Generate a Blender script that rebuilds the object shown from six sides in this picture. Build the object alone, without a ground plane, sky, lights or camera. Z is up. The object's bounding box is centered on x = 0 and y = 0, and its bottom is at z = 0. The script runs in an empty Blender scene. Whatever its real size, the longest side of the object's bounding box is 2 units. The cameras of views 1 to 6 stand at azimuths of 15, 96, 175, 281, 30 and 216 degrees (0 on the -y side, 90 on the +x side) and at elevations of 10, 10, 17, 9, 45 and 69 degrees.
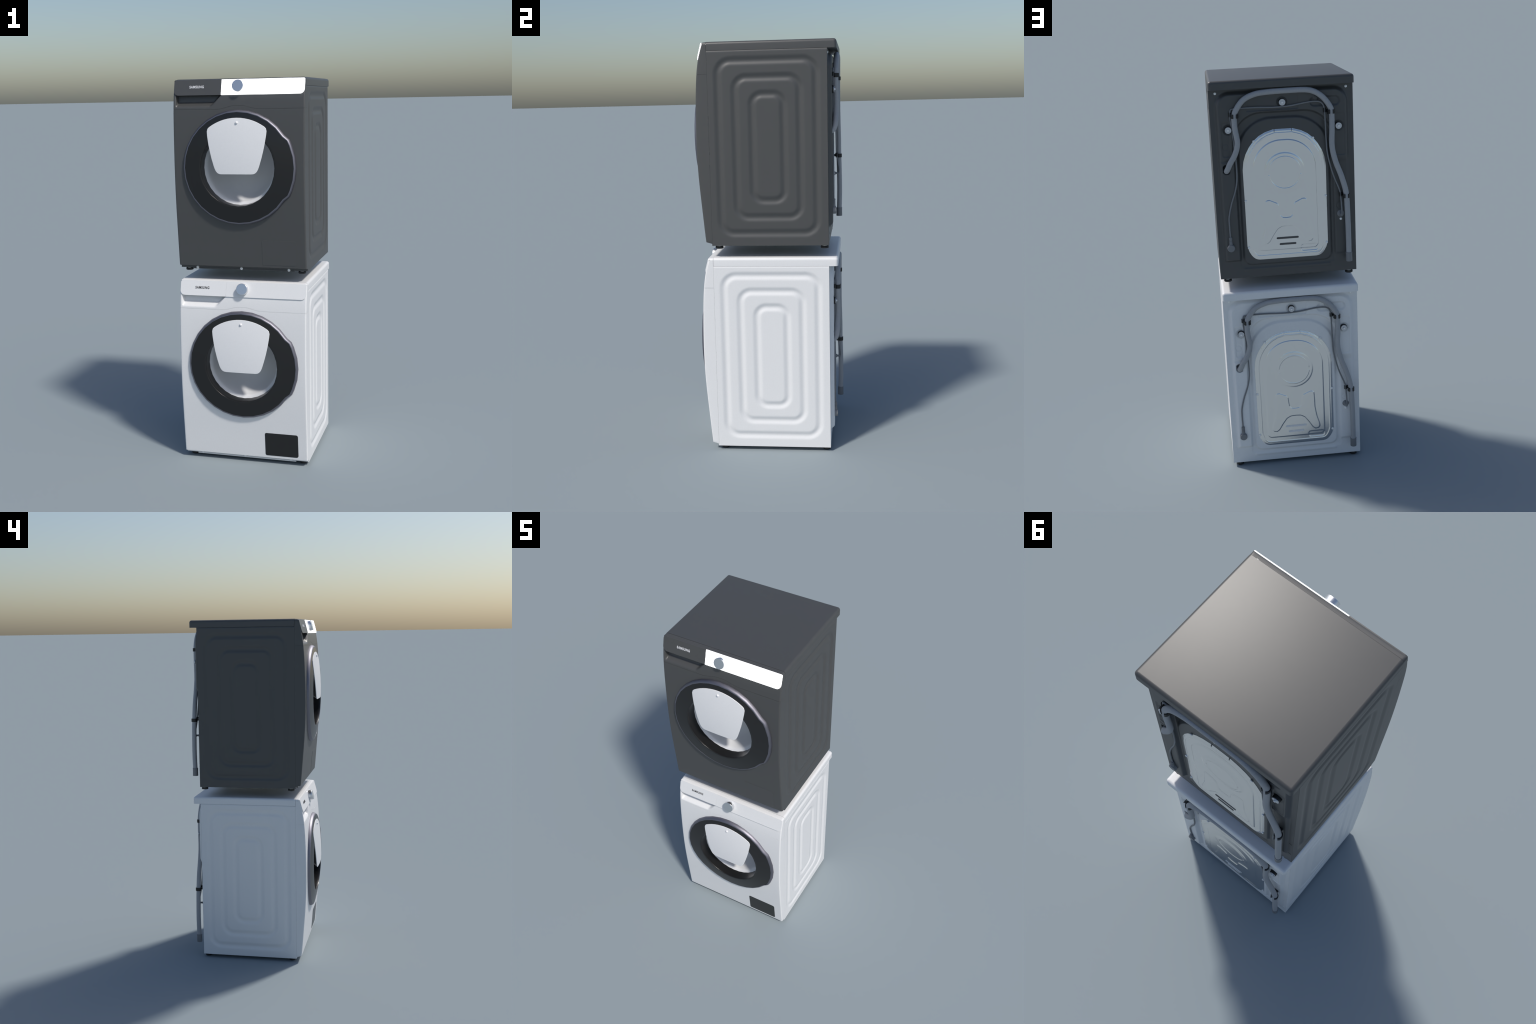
"""Two front-loading washing machines, one stacked above the other."""
import bpy, math
import numpy as np
from mathutils import Vector

HW = 0.3370            # half width of a machine
CAB_F, CAB_R = -0.260, 0.302   # cabinet front seam, cabinet rear face
CAB_B, CAB_T = 0.0175, 0.937   # cabinet bottom and top
TOP = 0.979           # top of lid
STACK = 1.021         # height step between the two machines
DOOR_Z = 0.5405       # height of the door centre

# ------------------------------------------------------------------ materials
def material(name, color, rough=0.4, metal=0.0, spec=0.5, coat=0.0, grain=0.015,
             emission=0.0, bump=0.0, bump_scale=900.0):
    m = bpy.data.materials.new(name)
    m.use_nodes = True
    nt = m.node_tree
    b = nt.nodes["Principled BSDF"]
    tc = nt.nodes.new("ShaderNodeTexCoord")
    nz = nt.nodes.new("ShaderNodeTexNoise")
    nz.inputs["Scale"].default_value = 160.0
    nz.inputs["Detail"].default_value = 3.0
    nt.links.new(tc.outputs["Object"], nz.inputs["Vector"])
    ramp = nt.nodes.new("ShaderNodeValToRGB")
    lo = [max(0.0, c * (1 - grain)) for c in color]
    hi = [min(1.0, c * (1 + grain)) for c in color]
    ramp.color_ramp.elements[0].position = 0.3
    ramp.color_ramp.elements[1].position = 0.7
    ramp.color_ramp.elements[0].color = (*lo, 1)
    ramp.color_ramp.elements[1].color = (*hi, 1)
    nt.links.new(nz.outputs["Fac"], ramp.inputs["Fac"])
    nt.links.new(ramp.outputs["Color"], b.inputs["Base Color"])
    b.inputs["Roughness"].default_value = rough
    b.inputs["Metallic"].default_value = metal
    b.inputs["Specular IOR Level"].default_value = spec
    b.inputs["Coat Weight"].default_value = coat
    b.inputs["Coat Roughness"].default_value = 0.15
    if emission > 0:
        b.inputs["Emission Color"].default_value = (1, 1, 1, 1)
        b.inputs["Emission Strength"].default_value = emission
    if bump > 0:
        n2 = nt.nodes.new("ShaderNodeTexNoise")
        n2.inputs["Scale"].default_value = bump_scale
        nt.links.new(tc.outputs["Object"], n2.inputs["Vector"])
        bp = nt.nodes.new("ShaderNodeBump")
        bp.inputs["Strength"].default_value = bump
        bp.inputs["Distance"].default_value = 0.0005
        nt.links.new(n2.outputs["Fac"], bp.inputs["Height"])
        nt.links.new(bp.outputs["Normal"], b.inputs["Normal"])
    return m

WHITE = material("white_enamel", (0.79, 0.79, 0.795), rough=0.42)
DARK = material("graphite_enamel", (0.064, 0.065, 0.065), rough=0.44, spec=0.68)
BLACK = material("black_gloss_plastic", (0.012, 0.012, 0.0125), rough=0.28)
RUBBER = material("black_rubber", (0.012, 0.012, 0.012), rough=0.45)
RIM = material("door_rim_metal", (0.23, 0.225, 0.26), rough=0.50, metal=1.0)
PLASTIC = material("white_plastic", (0.80, 0.80, 0.81), rough=0.42)
BOWL = material("pale_door_bowl", (0.80, 0.80, 0.81), rough=0.3)
ZINC = material("galvanised_steel", (0.83, 0.83, 0.82), rough=0.22, metal=1.0, grain=0.004)
STEEL = material("bright_steel", (0.78, 0.79, 0.81), rough=0.34, metal=1.0)
HOSE = material("grey_hose_plastic", (0.36, 0.365, 0.38), rough=0.55, bump=0.1)
CORD = material("grey_cord_plastic", (0.20, 0.205, 0.215), rough=0.5)
WASHER = material("zinc_washer", (0.55, 0.57, 0.61), rough=0.3, metal=0.7)
SCREW = material("screw_zinc", (0.86, 0.86, 0.86), rough=0.35, metal=0.3)
DISPLAY = material("lit_display_white", (0.9, 0.9, 0.9), rough=0.3, emission=2.0, grain=0.0)
INK_DARK = material("dark_lettering", (0.03, 0.03, 0.032), rough=0.5)
INK_LIGHT = material("silver_lettering", (0.75, 0.75, 0.77), rough=0.4)

# ------------------------------------------------------------------ numeric helpers
def sstep(a, b, x):
    t = np.clip((x - a) / (b - a), 0, 1)
    return t * t * (3 - 2 * t)

def sd_rbox(x, z, x0, x1, z0, z1, r):
    cx, cz, hx, hz = (x0 + x1) / 2, (z0 + z1) / 2, (x1 - x0) / 2, (z1 - z0) / 2
    qx, qz = np.abs(x - cx) - hx + r, np.abs(z - cz) - hz + r
    return np.hypot(np.maximum(qx, 0), np.maximum(qz, 0)) + np.minimum(np.maximum(qx, qz), 0) - r

def sd_poly(x, z, pts):
    """Signed distance to a closed polygon, negative inside."""
    d = np.full(x.shape, 1e9)
    inside = np.zeros(x.shape, bool)
    n = len(pts)
    for i in range(n):
        ax, az = pts[i]
        bx, bz = pts[(i + 1) % n]
        ex, ez = bx - ax, bz - az
        t = np.clip(((x - ax) * ex + (z - az) * ez) / (ex * ex + ez * ez + 1e-12), 0, 1)
        d = np.minimum(d, np.hypot(x - ax - t * ex, z - az - t * ez))
        c = (az > z) != (bz > z)
        with np.errstate(divide="ignore", invalid="ignore"):
            inside ^= c & (x < ex * (z - az) / (ez if ez else 1e-12) + ax)
    return np.where(inside, -d, d)

def inside_mask(d, w):
    """1 inside, 0 outside, with a smooth slope of width w lying inside the edge."""
    return 1 - sstep(-w, 0, d)

def spline(pts, n, closed=False):
    """Centripetal-like Catmull-Rom through pts, n samples per span."""
    P = np.array(pts, float)
    if closed:
        Q = np.vstack([P[-1], P, P[0], P[1]])
    else:
        Q = np.vstack([2 * P[0] - P[1], P, 2 * P[-1] - P[-2]])
    out = []
    for i in range(1, len(Q) - 2):
        p0, p1, p2, p3 = Q[i - 1], Q[i], Q[i + 1], Q[i + 2]
        for t in np.linspace(0, 1, n, endpoint=False):
            out.append(0.5 * (2 * p1 + (p2 - p0) * t + (2 * p0 - 5 * p1 + 4 * p2 - p3) * t * t
                              + (3 * p1 - p0 - 3 * p2 + p3) * t ** 3))
    if not closed:
        out.append(P[-1])
    return np.array(out)

# ------------------------------------------------------------------ mesh helpers
def mesh_from(name, verts, faces, angle=35.0):
    me = bpy.data.meshes.new(name)
    me.from_pydata([tuple(map(float, v)) for v in verts], [], [tuple(map(int, f)) for f in faces])
    me.validate()
    import bmesh
    bm = bmesh.new()
    bm.from_mesh(me)
    bmesh.ops.remove_doubles(bm, verts=bm.verts, dist=1e-6)
    bmesh.ops.recalc_face_normals(bm, faces=bm.faces)
    bm.to_mesh(me)
    bm.free()
    me.polygons.foreach_set("use_smooth", [True] * len(me.polygons))
    me.set_sharp_from_angle(angle=math.radians(angle))
    me.update()
    return me

class Geo:
    """Collects pieces of one part."""
    def __init__(self):
        self.v, self.f = [], []
    def add(self, verts, faces):
        o = len(self.v)
        self.v.extend(verts)
        self.f.extend([tuple(i + o for i in f) for f in faces])
        return self
    def mesh(self, name, angle=35.0):
        return mesh_from(name, self.v, self.f, angle)

def grid(P, keep=None, close_u=False):
    """Quads over an array of points P[m, n, 3]."""
    m, n = P.shape[:2]
    faces = []
    for i in range(m - 1):
        for j in range(n if close_u else n - 1):
            j2 = (j + 1) % n
            if keep is None or keep[i, j]:
                faces.append((i * n + j, i * n + j2, (i + 1) * n + j2, (i + 1) * n + j))
    return P.reshape(-1, 3).tolist(), faces

def box(x0, x1, y0, y1, z0, z1):
    v = [(x, y, z) for x in (x0, x1) for y in (y0, y1) for z in (z0, z1)]
    f = [(0, 1, 3, 2), (4, 6, 7, 5), (0, 4, 5, 1), (2, 3, 7, 6), (0, 2, 6, 4), (1, 5, 7, 3)]
    return v, f

def lathe(profile, centre, axis, seg=24, cap=True):
    """Revolve (r, h) pairs about an axis through centre; h runs along the axis."""
    a = Vector(axis).normalized()
    u = a.orthogonal().normalized()
    w = a.cross(u)
    if abs(a.y) > 0.999:
        u, w = Vector((1, 0, 0)), Vector((0, 0, 1))
    c = Vector(centre)
    P = np.zeros((len(profile), seg, 3))
    for i, (r, h) in enumerate(profile):
        for j in range(seg):
            t = 2 * math.pi * j / seg
            P[i, j] = c + a * h + (u * math.cos(t) + w * math.sin(t)) * r
    v, f = grid(P, close_u=True)
    n = len(profile)
    if cap and profile[0][0] > 1e-5:
        f.append(tuple(range(seg)))
    if cap and profile[-1][0] > 1e-5:
        f.append(tuple((n - 1) * seg + j for j in range(seg)))
    return v, f

def tube(path, radius, seg=14, radii=None, cap=True):
    path = np.array(path, float)
    n = len(path)
    T = np.gradient(path, axis=0)
    T /= np.linalg.norm(T, axis=1)[:, None]
    N = np.cross(T[0], [0, 1, 0.3])
    N /= np.linalg.norm(N)
    P = np.zeros((n, seg, 3))
    ang = np.linspace(0, 2 * np.pi, seg, endpoint=False)
    for i in range(n):
        N = N - T[i] * (N @ T[i])
        N /= np.linalg.norm(N)
        B = np.cross(T[i], N)
        r = radius if radii is None else radii[i]
        P[i] = path[i] + r * (np.cos(ang)[:, None] * N + np.sin(ang)[:, None] * B)
    v, f = grid(P, close_u=True)
    if cap:
        f.append(tuple(range(seg)))
        f.append(tuple((n - 1) * seg + j for j in range(seg)))
    return v, f

def resample(path, step):
    path = np.array(path, float)
    s = np.concatenate([[0], np.cumsum(np.linalg.norm(np.diff(path, axis=0), axis=1))])
    t = np.arange(0, s[-1], step)
    return np.stack([np.interp(t, s, path[:, k]) for k in range(3)], 1)

def outline_rbox(x0, x1, z0, z1, radii, n=8):
    """Rounded rectangle outline; radii for (x1,z1), (x0,z1), (x0,z0), (x1,z0)."""
    pts = []
    for (cx, cz, a0), r in zip([(x1, z1, 0), (x0, z1, 90), (x0, z0, 180), (x1, z0, 270)], radii):
        sx = -1 if cx == x1 else 1
        sz = -1 if cz == z1 else 1
        for k in range(n + 1):
            a = math.radians(a0 + 90 * k / n)
            pts.append((cx + sx * r + r * math.cos(a), cz + sz * r + r * math.sin(a)))
    return pts

def plate(outline, front, thick, rings=5, edge=0.0012, scale=1.0):
    """A plate whose face lies on y = front(x, z) (facing -y), with a small rounded edge."""
    o = np.array(outline, float)
    c = (o.max(0) + o.min(0)) / 2
    o = c + (o - c) * scale
    n = len(o)
    d = o - c
    L = np.linalg.norm(d, axis=1)[:, None]
    rows = []
    def row(pts, back):
        return np.stack([pts[:, 0], front(pts[:, 0], pts[:, 1]) + back, pts[:, 1]], 1)
    rows.append(row(o, thick))
    rows.append(row(o, edge))
    rows.append(row(o - d / L * edge * 0.3, edge * 0.3))
    rows.append(row(o - d / L * edge, 0))
    inner = o - d / L * edge
    rows.append(row(o - d / L * edge * 1.6, 0))
    rows.append(row(o - d / L * edge * 4, 0))
    inner = o - d / L * edge * 4
    for k in range(1, rings):
        rows.append(row(c + (inner - c) * (1 - k / rings), 0))
    rows.append(row(np.repeat(c[None], n, 0), 0))
    return grid(np.array(rows), close_u=True)

# ------------------------------------------------------------------ part registry
PARTS = []    # (name, mesh, material key, parent part index or None, tag)

def part(name, mesh, mat, parent=None, stuff=False):
    PARTS.append((name, mesh, mat, parent, stuff))
    return len(PARTS) - 1

# ------------------------------------------------------------------ front fascia
FZ = np.array([0.035, 0.093, 0.172, 0.257, 0.342, 0.42, 0.475, 0.543, 0.626, 0.708, 0.776, 0.83,
               0.862, 0.899, 0.936, 0.970])
FY = np.array([-0.2908, -0.2957, -0.3032, -0.3098, -0.3156, -0.3197, -0.3215, -0.3218, -0.3203,
               -0.3173, -0.3142, -0.3108, -0.3068, -0.3005, -0.2905, -0.2812])
_FC = np.polyfit(FZ, FY, 7)

def fascia_y(z):
    return np.polyval(_FC, z)

def seam_z(x):
    """Height of the joint between lower front and control fascia: lifts over the door."""
    return 0.830 + 0.017 * (1 - sstep(0.012, 0.105, np.abs(x)))

def fascia_columns(nx):
    """x offsets and set-back of each column: side wall, rounded edge, face, rounded edge, side wall."""
    r = 0.0065
    xs, back = [-HW, -HW, -HW], [None, 0.03, r]
    for a in np.linspace(0.1, 1, 6):
        xs.append(-HW + r * (1 - math.cos(a * math.pi / 2)))
        back.append(r * (1 - math.sin(a * math.pi / 2)))
    mid = np.linspace(-HW + r, HW - r, nx)[1:-1]
    xs += list(mid)
    back += [0.0] * len(mid)
    xl = len(xs)
    xs += [-x for x in xs[:9]][::-1]
    back += back[:9][::-1]
    return np.array(xs), back

def column_y(yface, back):
    return np.full_like(yface, CAB_F - 0.0004) if back is None else np.minimum(yface + back, CAB_F - 0.0004)

def build_front():
    xs, back = fascia_columns(100)
    rows = np.linspace(0, 1, 110)
    P = np.zeros((len(rows) + 2, len(xs), 3))
    for j, x in enumerate(xs):
        z = 0.035 + rows * (seam_z(np.array(x)) - 0.0005 - 0.035)
        P[1:-1, j, 0] = x
        P[1:-1, j, 2] = z
        P[1:-1, j, 1] = column_y(fascia_y(z), back[j])
        P[0, j] = (x, CAB_F - 0.0004, 0.027)
        P[-1, j] = (x, column_y(fascia_y(z[-1:]), back[j])[0] + 0.0011 * (back[j] is not None), z[-1])
    C = (P[:-1, :-1] + P[1:, 1:]) / 2
    keep = np.hypot(C[..., 0], C[..., 2] - DOOR_Z) > 0.25
    keep[-1] = True
    me = mesh_from("front_panel", *grid(P, keep), angle=40)
    front = part("front_panel", me, "body")

    # control fascia with the scooped drawer grip at the left
    xs, back = fascia_columns(190)
    rows = np.linspace(0, 1, 60)
    prof_top = [(-0.2826, 0.9732), (-0.2800, 0.9752), (-0.273, 0.9767), (CAB_F - 0.0004, 0.9782)]
    P = np.zeros((len(rows) + 2 + len(prof_top), len(xs), 3))
    for j, x in enumerate(xs):
        z0 = float(seam_z(np.array(x))) + 0.0005
        z = z0 + rows * (0.9715 - z0)
        y = fascia_y(z)
        right_end = np.interp(z, [0.838, 0.899], [-0.139, -0.084])
        across = sstep(-0.325, -0.317, x) * (1 - sstep(-0.016, 0.0, x - right_end))
        depth = 0.026 * sstep(0.838, 0.868, z) * (1 - sstep(0.945, 0.955, z))
        y = y + depth * across
        y_t = column_y(y[:1] + 0.0012, back[j])
        P[0, j] = (x * 0.996, y_t[0], z0 - 0.0045)
        P[1, j] = (x * 0.996, y_t[0], z0)
        P[2:len(rows) + 2, j, 0] = x
        P[2:len(rows) + 2, j, 2] = z
        P[2:len(rows) + 2, j, 1] = column_y(y, back[j])
        for k, (ty, tz) in enumerate(prof_top):
            P[len(rows) + 2 + k, j] = (x, min(ty + back[j], CAB_F - 0.0004) if back[j] is not None else CAB_F - 0.0004, tz)
    # round the two upper corners of the fascia outline
    rc = 0.014
    lim = np.abs(P[..., 0]) - (HW - rc)
    zc = 0.9782 - rc + np.sqrt(np.maximum(rc ** 2 - np.maximum(lim, 0) ** 2, 0))
    P[..., 2] = np.minimum(P[..., 2], np.where(lim > 0, zc, 9))
    part("control_fascia", mesh_from("control_fascia", *grid(P), angle=40), "body")

    # control panel: a tilted strip, the right part is the display
    y_a, z_a, y_b, z_b = -0.3055, 0.899, -0.2850, 0.9745
    face = lambda x, z: y_a + (z - z_a) * (y_b - y_a) / (z_b - z_a)
    left = outline_rbox(-0.3335, -0.0865, z_a + 0.0003, z_b, (0.001, 0.011, 0.024, 0.001), n=10)
    p = part("control_panel", mesh_from("control_panel", *plate(left, face, 0.0065, rings=3, edge=0.0005), angle=40), "body")
    right = outline_rbox(-0.0862, 0.3345, z_a, z_b, (0.006, 0.0012, 0.0012, 0.024), n=10)
    d = part("display", mesh_from("display", *plate(right, face, 0.0065, rings=3, edge=0.0005), angle=40), "display", p)
    nrm = Vector((0, -(z_b - z_a), (y_b - y_a))).normalized()
    nrm = Vector((0, -0.965, 0.262))
    kz = 0.938
    kc = Vector((0.0035, face(0, kz), kz))
    R = 0.0295
    prof = [(R, -0.003), (R, 0.0225), (R - 0.0004, 0.0236), (R - 0.0012, 0.0241), (R - 0.0016, 0.0242),
            (R - 0.003, 0.0242), (0.01, 0.0242), (0.0, 0.0242)]
    part("knob", mesh_from("knob", *lathe(prof, kc, nrm, 40), angle=40), "steel", p)
    # lettering
    cu = bpy.data.curves.new("lettering", "FONT")
    cu.body = "SAMSUNG"
    cu.align_x, cu.align_y = "CENTER", "CENTER"
    cu.size = 0.0192
    cu.space_character = 1.16
    cu.offset = 0.0005
    cu.extrude = 0.0004
    ob = bpy.data.objects.new("lettering_source", cu)
    bpy.context.scene.collection.objects.link(ob)
    dg = bpy.context.evaluated_depsgraph_get()
    me = bpy.data.meshes.new_from_object(ob.evaluated_get(dg))
    bpy.data.objects.remove(ob)
    co = np.zeros(len(me.vertices) * 3)
    me.vertices.foreach_get("co", co)
    co = co.reshape(-1, 3)
    co[:, 0] -= (co[:, 0].max() + co[:, 0].min()) / 2
    co[:, 0] *= 0.0755 / (co[:, 0].max() - co[:, 0].min())
    co[:, 1] -= (co[:, 1].max() + co[:, 1].min()) / 2
    co[:, 1] *= 0.0138 / (co[:, 1].max() - co[:, 1].min())
    new = np.zeros_like(co)
    new[:, 0] = -0.2145 + co[:, 0]
    new[:, 2] = 0.940 + co[:, 1] * 0.965
    new[:, 1] = face(0, new[:, 2]) - 0.0002 - co[:, 2]
    me.vertices.foreach_set("co", new.ravel())
    me.update()
    part("lettering", me, "ink", p)

    # filter cover at lower right
    fc = outline_rbox(0.110, 0.2875, 0.047, 0.175, (0.011, 0.009, 0.009, 0.011))
    part("filter_cover", mesh_from("filter_cover", *plate(fc, lambda x, z: fascia_y(z) - 0.0009, 0.004, edge=0.0005)), "filter")

    # strip under the fascia with its three bolts
    g = Geo().add(*box(-HW + 0.001, HW - 0.001, CAB_F - 0.0015, CAB_F + 0.03, 0.0175, 0.034))
    g.add(*box(-0.275, 0.268, CAB_F - 0.0035, CAB_F + 0.01, 0.0125, 0.019))
    pl = part("plinth", g.mesh("plinth"), "body")
    bolt = None
    for x in (-0.247, -0.010, 0.240):
        me = mesh_from("bolt", *lathe([(0.0075, 0), (0.0075, 0.004), (0.006, 0.0055), (0, 0.006)],
                                      (x, CAB_F - 0.0015, 0.0205), (0, -1, 0), 12))
        part("bolt", me, "screw", pl)

# ------------------------------------------------------------------ door
def dome(r):
    return -0.3575 + r * r / (2 * 1.778)

def bow(z):
    """Set-back of the door at height z: it follows the bow of the front."""
    return (fascia_y(z) - fascia_y(DOOR_Z)) * np.where(z > DOOR_Z, 0.55, 0.8)

def build_door():
    # 32-sided circle with a wider grip sector at the right
    ang = [math.radians(a) for a in np.arange(0, 360, 11.25)]
    ang += [math.radians(28), math.radians(-28)]
    ang = sorted(a % (2 * math.pi) for a in ang)
    def outer(a):
        deg = abs((math.degrees(a) + 180) % 360 - 180)
        return 0.2975 if deg < 30 else 0.2868
    R = np.array([outer(a) for a in ang])
    ca, sa = np.cos(ang), np.sin(ang)
    def ring(rad, y):
        rad = np.broadcast_to(rad, R.shape)
        y = np.broadcast_to(y, R.shape)
        z = DOOR_Z + rad * sa
        return np.stack([rad * ca, y + bow(z), z], 1)
    # black glass ring, inner edge and the deep dark throat
    rows = []
    for t in np.linspace(0, 1, 10):
        rad = (R - 0.0118) * (1 - t) + 0.1925 * t
        rows.append(ring(rad, dome(rad)))
    rows += [ring(0.1912, dome(0.1925) + 0.0006), ring(0.1905, dome(0.1925) + 0.002),
             ring(0.190, -0.333), ring(0.1885, -0.313), ring(0.187, -0.290)]
    rows.insert(0, ring(R - 0.0108, -0.325))
    d = part("door", mesh_from("door", *grid(np.array(rows), close_u=True), angle=40), "black")
    prof = [(-0.002, -0.296), (0.0, -0.305), (0.0005, -0.318), (-0.0005, -0.3245), (-0.003, -0.3305),
            (-0.0065, -0.3352), (-0.0095, -0.3370), (-0.0122, -0.3368), (-0.0126, -0.334)]
    rows = [ring(R + a, b) for a, b in prof]
    part("door_rim", mesh_from("door_rim", *grid(np.array(rows), close_u=True), angle=60), "rim", d)
    # bowl seen through the opening
    prof = [(0.189, -0.298), (0.1875, -0.291), (0.185, -0.2895), (0.178, -0.2850), (0.1735, -0.2800), (0.171, -0.272),
            (0.168, -0.256), (0.162, -0.230), (0.152, -0.206), (0.136, -0.186), (0.110, -0.170),
            (0.075, -0.161), (0.04, -0.158), (0.0, -0.157)]
    part("door_bowl", mesh_from("door_bowl", *lathe([(r, y) for r, y in prof], (0, 0, DOOR_Z), (0, 1, 0), 64, cap=False),
                                angle=60), "bowl", d)
    # hinged white hatch
    Ra = 0.247
    pts = []
    a0 = math.atan2(0.203, 0.141)
    for a in np.linspace(a0, math.pi - a0, 15):
        pts.append((Ra * math.cos(a), DOOR_Z + Ra * math.sin(a)))
    pts += [(-0.1488, 0.7355), (-0.1525, 0.722), (-0.1505, 0.700), (-0.1435, 0.657), (-0.1355, 0.620),
            (-0.1265, 0.585), (-0.1165, 0.552), (-0.1115, 0.538), (-0.1055, 0.526), (-0.0975, 0.5175),
            (-0.0885, 0.5132), (-0.078, 0.512)]
    low = [(-x, z) for x, z in pts[15:]][::-1]
    pts = pts + [(-0.04, 0.512), (0.0, 0.512), (0.04, 0.512)] + low
    face = lambda x, z: dome(np.hypot(x, z - DOOR_Z)) + bow(z) - 0.0025
    part("door_hatch", mesh_from("door_hatch", *plate(pts, face, 0.0035, rings=8, edge=0.0007), angle=45), "hatch", d)
    o = np.array(pts)
    c = np.array([0.0, 0.68])
    rows = []
    for k, dy in ((0.975, 0.0025), (0.965, 0.010), (0.80, 0.050), (0.40, 0.050), (0.0, 0.050)):
        q = c + (o - c) * k
        rows.append(np.stack([q[:, 0], face(o[:, 0], o[:, 1]) + dy, q[:, 1]], 1))
    part("hatch_frame", mesh_from("hatch_frame", *grid(np.array(rows), close_u=True), angle=40), "black", d)
    by = float(face(np.array(0.0), np.array(0.7635)))
    part("hatch_button", mesh_from("hatch_button", *lathe([(0.0072, 0), (0.0068, 0.003), (0.005, 0.0055),
                                                           (0.0025, 0.0068), (0, 0.007)],
                                                          (0.002, by, 0.7635), (0, -1, 0.1), 16), angle=80), "hatch", d)

# ------------------------------------------------------------------ cabinet and lid
RINGS = [(-0.2115, 0.249, 0.0785, 0.890, 0.062), (-0.132, 0.172, 0.1555, 0.8125, 0.055),
         (-0.0525, 0.0955, 0.235, 0.734, 0.048)]

def build_cabinet():
    g = Geo()
    ys = np.linspace(CAB_F, CAB_R, 130)
    zs = np.linspace(CAB_B, CAB_T - 0.0004, 210)
    Y, Z = np.meshgrid(ys, zs)
    h = np.zeros_like(Y)
    for y0, y1, z0, z1, r in RINGS:
        d = np.abs(sd_rbox(Y, Z, y0, y1, z0, z1, r))
        h -= 0.0054 * 0.5 * (1 + np.cos(np.pi * np.clip(d / 0.024, 0, 1)))
    for s in (1, -1):
        P = np.stack([s * (HW + h), Y, Z], 2)
        # folded front, rear and top edges
        P = np.concatenate([P[:, :1] * [1, 1, 1], P, P[:, -1:]], 1)
        P[:, 0, 0] = s * (HW - 0.02)
        P[:, -1, 0] = s * (HW - 0.02)
        P = np.concatenate([P, P[-1:]], 0)
        P[-2, :, 0] -= s * 0.0008
        P[-2, :, 2] -= 0.0002
        P[-3, :, 2] = CAB_T - 0.0016
        P[-1, :, 0] -= s * 0.012
        g.add(*grid(P))
    g.add([(-HW, CAB_F, CAB_B), (HW, CAB_F, CAB_B), (HW, CAB_R, CAB_B), (-HW, CAB_R, CAB_B)], [(0, 1, 2, 3)])
    part("cabinet", g.mesh("cabinet", 45), "body")

    # lid: rounded slab that overhangs the back
    import bmesh
    bm = bmesh.new()
    bmesh.ops.create_cube(bm, size=1)
    x, y0, y1, z0, z1 = HW + 0.0003, CAB_F + 0.0006, 0.346, CAB_T + 0.0004, TOP
    for v in bm.verts:
        v.co = (v.co.x * 2 * x, (y0 + y1) / 2 + v.co.y * (y1 - y0), (z0 + z1) / 2 + v.co.z * (z1 - z0))
    top = [e for e in bm.edges if all(v.co.z > z1 - 1e-4 for v in e.verts) and not all(v.co.y < y0 + 1e-4 for v in e.verts)]
    rear = [e for e in bm.edges if all(v.co.y > y1 - 1e-4 for v in e.verts) and abs(e.verts[0].co.x - e.verts[1].co.x) < 1e-4]
    bmesh.ops.bevel(bm, geom=top + rear, offset=0.014, segments=7, profile=0.5, affect="EDGES")
    me = bpy.data.meshes.new("lid")
    bm.to_mesh(me)
    bm.free()
    me.polygons.foreach_set("use_smooth", [True] * len(me.polygons))
    me.set_sharp_from_angle(angle=math.radians(30))
    part("lid", me, "body")

    for x in (-0.302, 0.302):
        for y in (-0.2315, 0.2815):
            f = part("foot", mesh_from("foot", *lathe([(0.0175, 0), (0.0195, 0.002), (0.0195, 0.009), (0.018, 0.011),
                                                       (0.0, 0.0112)], (x, y, 0), (0, 0, 1), 20)), "rubber")
            part("foot_stem", mesh_from("foot_stem", *lathe([(0.012, 0.011), (0.012, 0.016), (0.0065, 0.0162),
                                                             (0.0065, 0.025)], (x, y, 0), (0, 0, 1), 12)), "screw", f)

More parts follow.
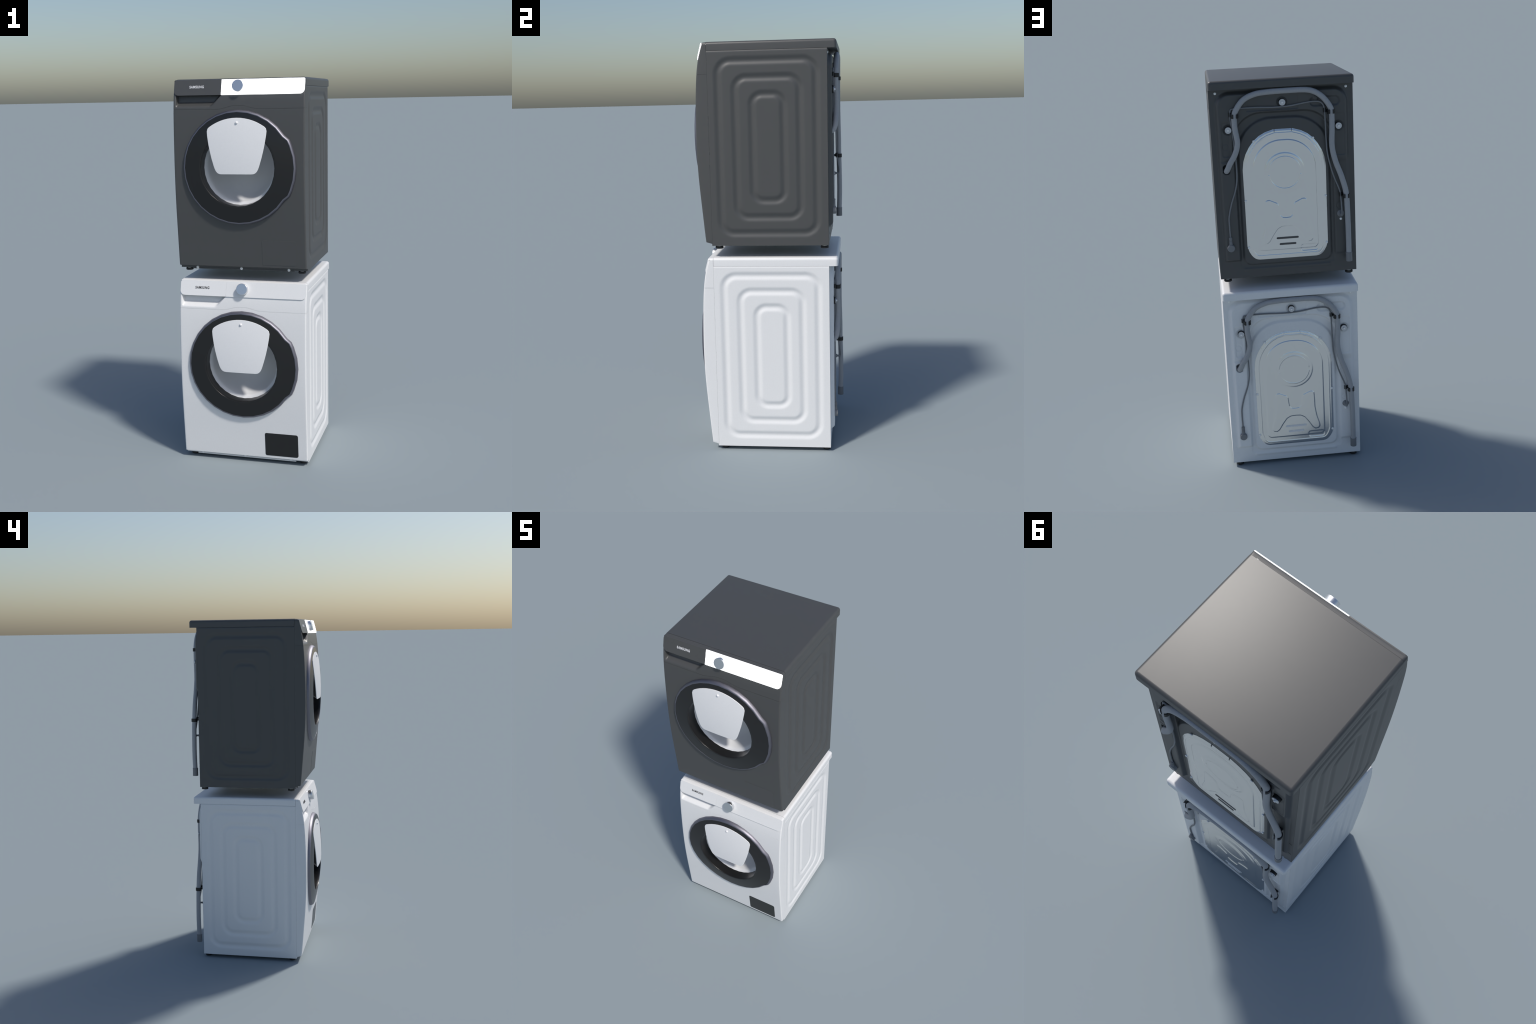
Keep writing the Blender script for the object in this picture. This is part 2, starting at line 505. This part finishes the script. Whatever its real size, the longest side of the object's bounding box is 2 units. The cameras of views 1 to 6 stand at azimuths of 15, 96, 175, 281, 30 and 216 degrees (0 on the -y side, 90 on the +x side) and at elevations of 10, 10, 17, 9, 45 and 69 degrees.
# ------------------------------------------------------------------ back
def back_height(X, Z):
    A = np.abs(X)
    legs = inside_mask(sd_rbox(X, Z, -0.315, 0.315, 0.100, 0.927, 0.062 * sstep(0.4, 0.6, Z) + 0.012), 0.020)
    tall = 0.008 + 0.011 * np.maximum(sstep(0.560, 0.600, Z), sstep(-0.20, -0.17, X))
    h = tall * legs
    a1 = inside_mask(sd_rbox(X, Z, -0.240, 0.240, -0.4, 0.828, 0.14), 0.014)
    floor1 = -0.003 * sstep(0.062, 0.082, Z)
    h = h * (1 - a1) + floor1 * a1
    a2 = inside_mask(sd_rbox(X, Z, -0.222, 0.222, 0.076, 0.801, 0.125 * sstep(0.3, 0.5, Z) + 0.045), 0.014)
    h = h * (1 - a2) + 0.007 * a2
    for bx, bz in ((-0.001, 0.865), (0.256, 0.750), (-0.262, 0.741)):
        h -= 0.003 * (1 - sstep(0.020, 0.027, np.hypot(X - bx, Z - bz)))
    def pocket(x0, x1, z0, z1, r, depth, w=0.006):
        return -depth * inside_mask(sd_rbox(X, Z, x0, x1, z0, z1, r), w)
    h += pocket(-0.080, 0.17, 0.828, 0.902, 0.008, 0.003) * (a1 < 0.2)
    h += pocket(-0.295, -0.240, 0.598, 0.803, 0.012, 0.003)
    h += pocket(0.245, 0.290, 0.620, 0.790, 0.012, 0.003)
    h += pocket(-0.276, -0.125, 0.832, 0.885, 0.026, 0.006, 0.012) * (a1 < 0.2)
    knob = np.hypot(X + 0.158, Z - 0.872)
    h += 0.005 * (1 - sstep(0.009, 0.014, knob))
    for x, z in ((0.272, 0.672), (-0.262, 0.352)):
        r = np.hypot(X - x, Z - z)
        h -= 0.0018 * (1 - sstep(0.0, 0.004, np.abs(r - 0.015)))
    h -= 0.0025 * inside_mask(sd_rbox(X, Z, 0.245, 0.300, 0.595, 0.607, 0.004), 0.004)
    # low horizontal bead under the cover
    h += 0.003 * inside_mask(sd_rbox(X, Z, -0.215, 0.222, 0.046, 0.068, 0.010), 0.009)
    # port of the drain hose
    h -= 0.030 * inside_mask(sd_rbox(X, Z, 0.258, 0.292, 0.540, 0.586, 0.015), 0.006)
    return h

def build_back():
    xs = np.linspace(-HW + 0.0005, HW - 0.0005, 215)
    zs = np.linspace(CAB_B, CAB_T, 290)
    X, Z = np.meshgrid(xs, zs)
    P = np.stack([X, CAB_R + 0.0006 + back_height(X, Z), Z], 2)
    b = part("back_panel", mesh_from("back_panel", *grid(P), angle=50), "body")
    for x in (0.305, -0.304):
        part("screw", mesh_from("screw", *lathe([(0.0062, 0), (0.0062, 0.003), (0.004, 0.0045), (0, 0.005)],
                                                (x, CAB_R, 0.919), (0, 1, 0), 14)), "screw", b)
    g = Geo()
    for z in (0.262, 0.128):
        g.add(*box(-0.331, -0.318, CAB_R + 0.0002, CAB_R + 0.0016, z - 0.003, z + 0.003))
    part("vent_notch", g.mesh("vent_notch"), "body", b)

    # galvanised cover plate with pressed beads
    hz = [0.107, 0.109, 0.113, 0.121, 0.132, 0.150, 0.178, 0.40, 0.554, 0.595, 0.630, 0.662, 0.690, 0.712, 0.728, 0.740]
    hx = [0.139, 0.150, 0.160, 0.170, 0.179, 0.189, 0.1975, 0.1975, 0.1985, 0.193, 0.181, 0.163, 0.141, 0.115, 0.085, 0.044]
    zs = np.linspace(hz[0], hz[-1], 300)
    w = np.interp(zs, hz, hx)
    t = np.linspace(-1, 1, 190)
    X = w[:, None] * t[None]
    Z = np.repeat(zs[:, None], len(t), 1)
    edge = [(x, z) for x, z in zip(hx, hz)] + [(-x, z) for x, z in zip(hx[::-1], hz[::-1])]
    d = sd_poly(X, Z, edge)
    bead = lambda dist, width: 1 - sstep(0, width, np.abs(dist))
    h = 0.0035 * sstep(-0.002, 0.011, -d)
    h += 0.0021 * bead(d + 0.019, 0.0048)
    h += 0.0035 * inside_mask(sd_rbox(X, Z, -0.152, 0.152, 0.150, 0.692, 0.115 * sstep(0.3, 0.5, Z) + 0.025), 0.006)
    r = np.hypot(X, Z - 0.532)
    h += 0.0030 * (1 - sstep(0.090, 0.102, r))
    gap = np.abs(Z - 0.532) > 0.008
    h += 0.0020 * bead(r - 0.077, 0.005) * gap
    half = [(0.0, 0.314), (0.018, 0.316), (0.028, 0.326), (0.031, 0.345), (0.034, 0.375), (0.042, 0.387),
            (0.078, 0.404), (0.092, 0.404), (0.101, 0.396), (0.103, 0.36), (0.104, 0.31), (0.112, 0.26),
            (0.125, 0.215), (0.126, 0.198), (0.117, 0.186), (0.100, 0.184), (0.086, 0.194), (0.066, 0.227),
            (0.045, 0.256), (0.025, 0.267), (0.0, 0.269)]
    trousers = half + [(-x, z) for x, z in half[::-1]]
    h += 0.0028 * inside_mask(sd_poly(X, Z, trousers), 0.005)
    h -= 0.0025 * inside_mask(sd_rbox(X, Z, -0.150, -0.062, 0.136, 0.174, 0.014), 0.005)
    base = CAB_R + 0.0085
    P = np.stack([X, base + h, Z], 2)
    rim = P.copy()
    g = Geo().add(*grid(P))
    loop = np.concatenate([P[0], P[1:, -1], P[-1, ::-1][1:], P[1:-1, 0][::-1]])
    back = loop.copy()
    back[:, 1] = base - 0.016
    g.add(*grid(np.array([loop, back]), close_u=True))
    c = part("back_cover", g.mesh("back_cover", 50), "zinc")
    for x, z in ((0.140, 0.689), (-0.141, 0.689), (0.193, 0.405), (-0.193, 0.405), (0.191, 0.172), (-0.191, 0.172)):
        part("cover_screw", mesh_from("cover_screw", *lathe([(0.006, 0), (0.006, 0.003), (0.004, 0.0042), (0, 0.0046)],
                                                            (x, base + 0.002, z), (0, 1, 0), 12)), "screw", c)
    for zc, half_w in ((0.211, 0.054), (0.1805, 0.041)):
        o = outline_rbox(-half_w, half_w, zc - 0.0048, zc + 0.0048, (0.0047,) * 4)
        v, f = plate(o, lambda x, z: np.full_like(x, -(base + 0.0085)), 0.003, rings=2, edge=0.0003)
        v = [(a, -b_, c_) for a, b_, c_ in v]
        part("vent_slot", mesh_from("vent_slot", v, f), "body", c)
    for x in (0.041, -0.041):
        part("cover_notch", mesh_from("cover_notch", *box(x - 0.0012, x + 0.0012, base - 0.001, base + 0.0042,
                                                          0.727, 0.7402)), "body", c)

    # transit bolts
    for x, z in ((-0.001, 0.865), (0.256, 0.750), (-0.262, 0.741)):
        y = CAB_R + 0.0150
        t = part("transit_bolt", mesh_from("transit_bolt", *lathe([(0.0172, -0.003), (0.0172, 0.0105), (0.0165, 0.0125),
                                                                   (0.0, 0.0128)], (x, y, z), (0, 1, 0), 28)), "rubber")
        part("washer", mesh_from("washer", *lathe([(0.0152, 0.012), (0.0152, 0.0150), (0.0149, 0.0155), (0.0145, 0.0155), (0.0, 0.0155)],
                                                  (x, y, z), (0, 1, 0), 28)), "washer", t)
        part("bolt_tip", mesh_from("bolt_tip", *lathe([(0.0052, 0.0150), (0.0052, 0.0190), (0.0040, 0.0208), (0.0, 0.0210)],
                                                      (x, y, z), (0, 1, 0), 14)), "screw", t)

    # drain hose: leaves the port, loops over the top, hangs at the other side
    route = [(0.275, 0.295, 0.556), (0.275, 0.316, 0.556), (0.268, 0.330, 0.570), (0.256, 0.336, 0.596), (0.231, 0.338, 0.638),
             (0.217, 0.339, 0.690), (0.2245, 0.338, 0.759), (0.2245, 0.338, 0.813), (0.2115, 0.339, 0.848),
             (0.178, 0.340, 0.888), (0.128, 0.340, 0.910), (0.074, 0.340, 0.917), (-0.008, 0.340, 0.919),
             (-0.103, 0.340, 0.918), (-0.150, 0.340, 0.907), (-0.190, 0.339, 0.879), (-0.220, 0.338, 0.838),
             (-0.229, 0.337, 0.806), (-0.229, 0.337, 0.731), (-0.227, 0.337, 0.648), (-0.241, 0.338, 0.577),
             (-0.269, 0.339, 0.497), (-0.288, 0.339, 0.420), (-0.292, 0.341, 0.337), (-0.294, 0.342, 0.220),
             (-0.295, 0.3395, 0.110)]
    path = resample(spline(route, 12), 0.0016)
    k = np.arange(len(path))
    rad = 0.0132 + 0.0003 * np.cos(k * 2 * np.pi / 4)
    hz_ = part("drain_hose", mesh_from("drain_hose", *tube(path, 0, 16, radii=rad), angle=80), "hose")
    part("hose_cuff", mesh_from("hose_cuff", *lathe([(0.0135, 0.046), (0.0160, 0.0455), (0.0155, 0.03), (0.0160, 0.001),
                                                     (0.0155, 0), (0.0125, 0), (0.012, 0.012), (0.0, 0.012)],
                                                    (-0.295, 0.339, 0.077), (0, 0, 1), 20)), "cord", hz_)
    # power cord: plug, up the leg, across the top, down to the stay at the far side
    route = [(0.277, 0.3255, 0.225), (0.2785, 0.3255, 0.306), (0.276, 0.3255, 0.342), (0.262, 0.325, 0.398),
             (0.240, 0.325, 0.461), (0.229, 0.3245, 0.517), (0.228, 0.3235, 0.580), (0.230, 0.3235, 0.622),
             (0.232, 0.3235, 0.664), (0.237, 0.324, 0.746), (0.243, 0.325, 0.801), (0.241, 0.326, 0.836),
             (0.226, 0.326, 0.847), (0.132, 0.325, 0.848), (0.037, 0.325, 0.844), (-0.038, 0.325, 0.847),
             (-0.114, 0.325, 0.858), (-0.160, 0.326, 0.860), (-0.185, 0.327, 0.852), (-0.197, 0.327, 0.826),
             (-0.200, 0.326, 0.767), (-0.202, 0.326, 0.677), (-0.207, 0.326, 0.607), (-0.229, 0.327, 0.514),
             (-0.256, 0.327, 0.441), (-0.263, 0.328, 0.411), (-0.265, 0.334, 0.372), (-0.266, 0.340, 0.335),
             (-0.266, 0.339, 0.312), (-0.266, 0.332, 0.304)]
    pc = part("power_cord", mesh_from("power_cord", *tube(resample(spline(route, 10), 0.004), 0.0038, 10), angle=80), "cord")
    g = Geo()
    g.add(*lathe([(0.0165, -0.0115), (0.0185, -0.010), (0.0185, 0.008), (0.0165, 0.0115), (0.0, 0.0118)],
                 (0.277, 0.3255, 0.180), (0, 1, 0), 24))
    g.add(*lathe([(0.0095, 0.012), (0.0078, 0.026), (0.0068, 0.040), (0.0074, 0.041), (0.0074, 0.055), (0.0, 0.055)],
                 (0.277, 0.3255, 0.180), (0, 0, 1), 14))
    for z in (0.208, 0.215, 0.222, 0.229):
        g.add(*lathe([(0.0082, -0.0016), (0.0086, 0), (0.0082, 0.0016)], (0.277, 0.3255, z), (0, 0, 1), 14))
    part("plug", g.mesh("plug", 40), "cord", pc)
    g = Geo().add(*lathe([(0.0175, 0), (0.0165, 0.001), (0.009, 0.008), (0.0055, 0.013), (0.005, 0.028), (0.0, 0.0285)],
                         (-0.264, 0.3105, 0.312), (0, 1, 0), 20))
    part("cord_stay", g.mesh("cord_stay", 40), "cord", pc)
    part("stay_screw", mesh_from("stay_screw", *lathe([(0.0065, 0), (0.0065, 0.004), (0.004, 0.007), (0, 0.0075)],
                                                      (-0.264, 0.3095, 0.285), (0, 1, 0), 12)), "screw", pc)
    # clips: C-shaped hose holder, open to the rear, with a small holder for the cord
    def c_ring(cx, cy, z, r, thick, tall, open_deg, seg=20):
        a = np.radians(np.linspace(90 + open_deg / 2, 450 - open_deg / 2, seg))
        rows = []
        for rr, zz in ((r, -tall), (r + thick, -tall), (r + thick, tall), (r, tall), (r, -tall)):
            rows.append(np.stack([cx + rr * np.cos(a), cy + rr * np.sin(a), np.full(seg, z + zz)], 1))
        v, f = grid(np.array(rows))
        f += [tuple(k * seg for k in range(4)), tuple(k * seg + seg - 1 for k in range(4))]
        return v, f
    for hx_, hy, cx, cy, z, s in ((0.2225, 0.3385, 0.243, 0.3255, 0.818, 1), (-0.2265, 0.3375, -0.199, 0.3265, 0.814, 1),
                                  (-0.2885, 0.3395, -0.263, 0.328, 0.408, 1)):
        g = Geo().add(*c_ring(hx_, hy, z - 0.003, 0.0136, 0.0042, 0.0095, 56))
        g.add(*c_ring(cx, cy, z + 0.003, 0.0042, 0.0032, 0.0095, 50, 14))
        m = (hx_ + cx) / 2
        g.add(*box(min(hx_, cx), max(hx_, cx), 0.3050, 0.3225, z - 0.006, z + 0.006))
        part("hose_clip", g.mesh("hose_clip", 40), "rubber")

build_front()
build_door()
build_cabinet()
build_back()

# ------------------------------------------------------------------ assemble both machines
COMMON = dict(black=BLACK, rubber=RUBBER, rim=RIM, hatch=PLASTIC, bowl=BOWL, zinc=ZINC, steel=STEEL,
              hose=HOSE, cord=CORD, screw=SCREW, washer=WASHER)

def machine(z, label, palette):
    root = bpy.data.objects.new("washing_machine", None)
    root.empty_display_size = 0.1
    root.location = (0, 0, z)
    root["label"] = label
    root["category"] = "washing machine"
    bpy.context.scene.collection.objects.link(root)
    made = []
    for name, me, key, parent, stuff in PARTS:
        if not me.materials:
            me.materials.append(None)
        ob = bpy.data.objects.new(name, me)
        bpy.context.scene.collection.objects.link(ob)
        ob.material_slots[0].link = "OBJECT"
        ob.material_slots[0].material = palette[key]
        ob.parent = root if parent is None else made[parent]
        if stuff:
            ob["kind"] = "stuff"
        made.append(ob)

machine(0.0, "white front-loading washing machine with a round black door",
        dict(COMMON, body=WHITE, display=WHITE, ink=INK_DARK, filter=BLACK))
machine(STACK, "dark grey front-loading washing machine with a lit white display",
        dict(COMMON, body=DARK, display=DISPLAY, ink=INK_LIGHT, filter=DARK))
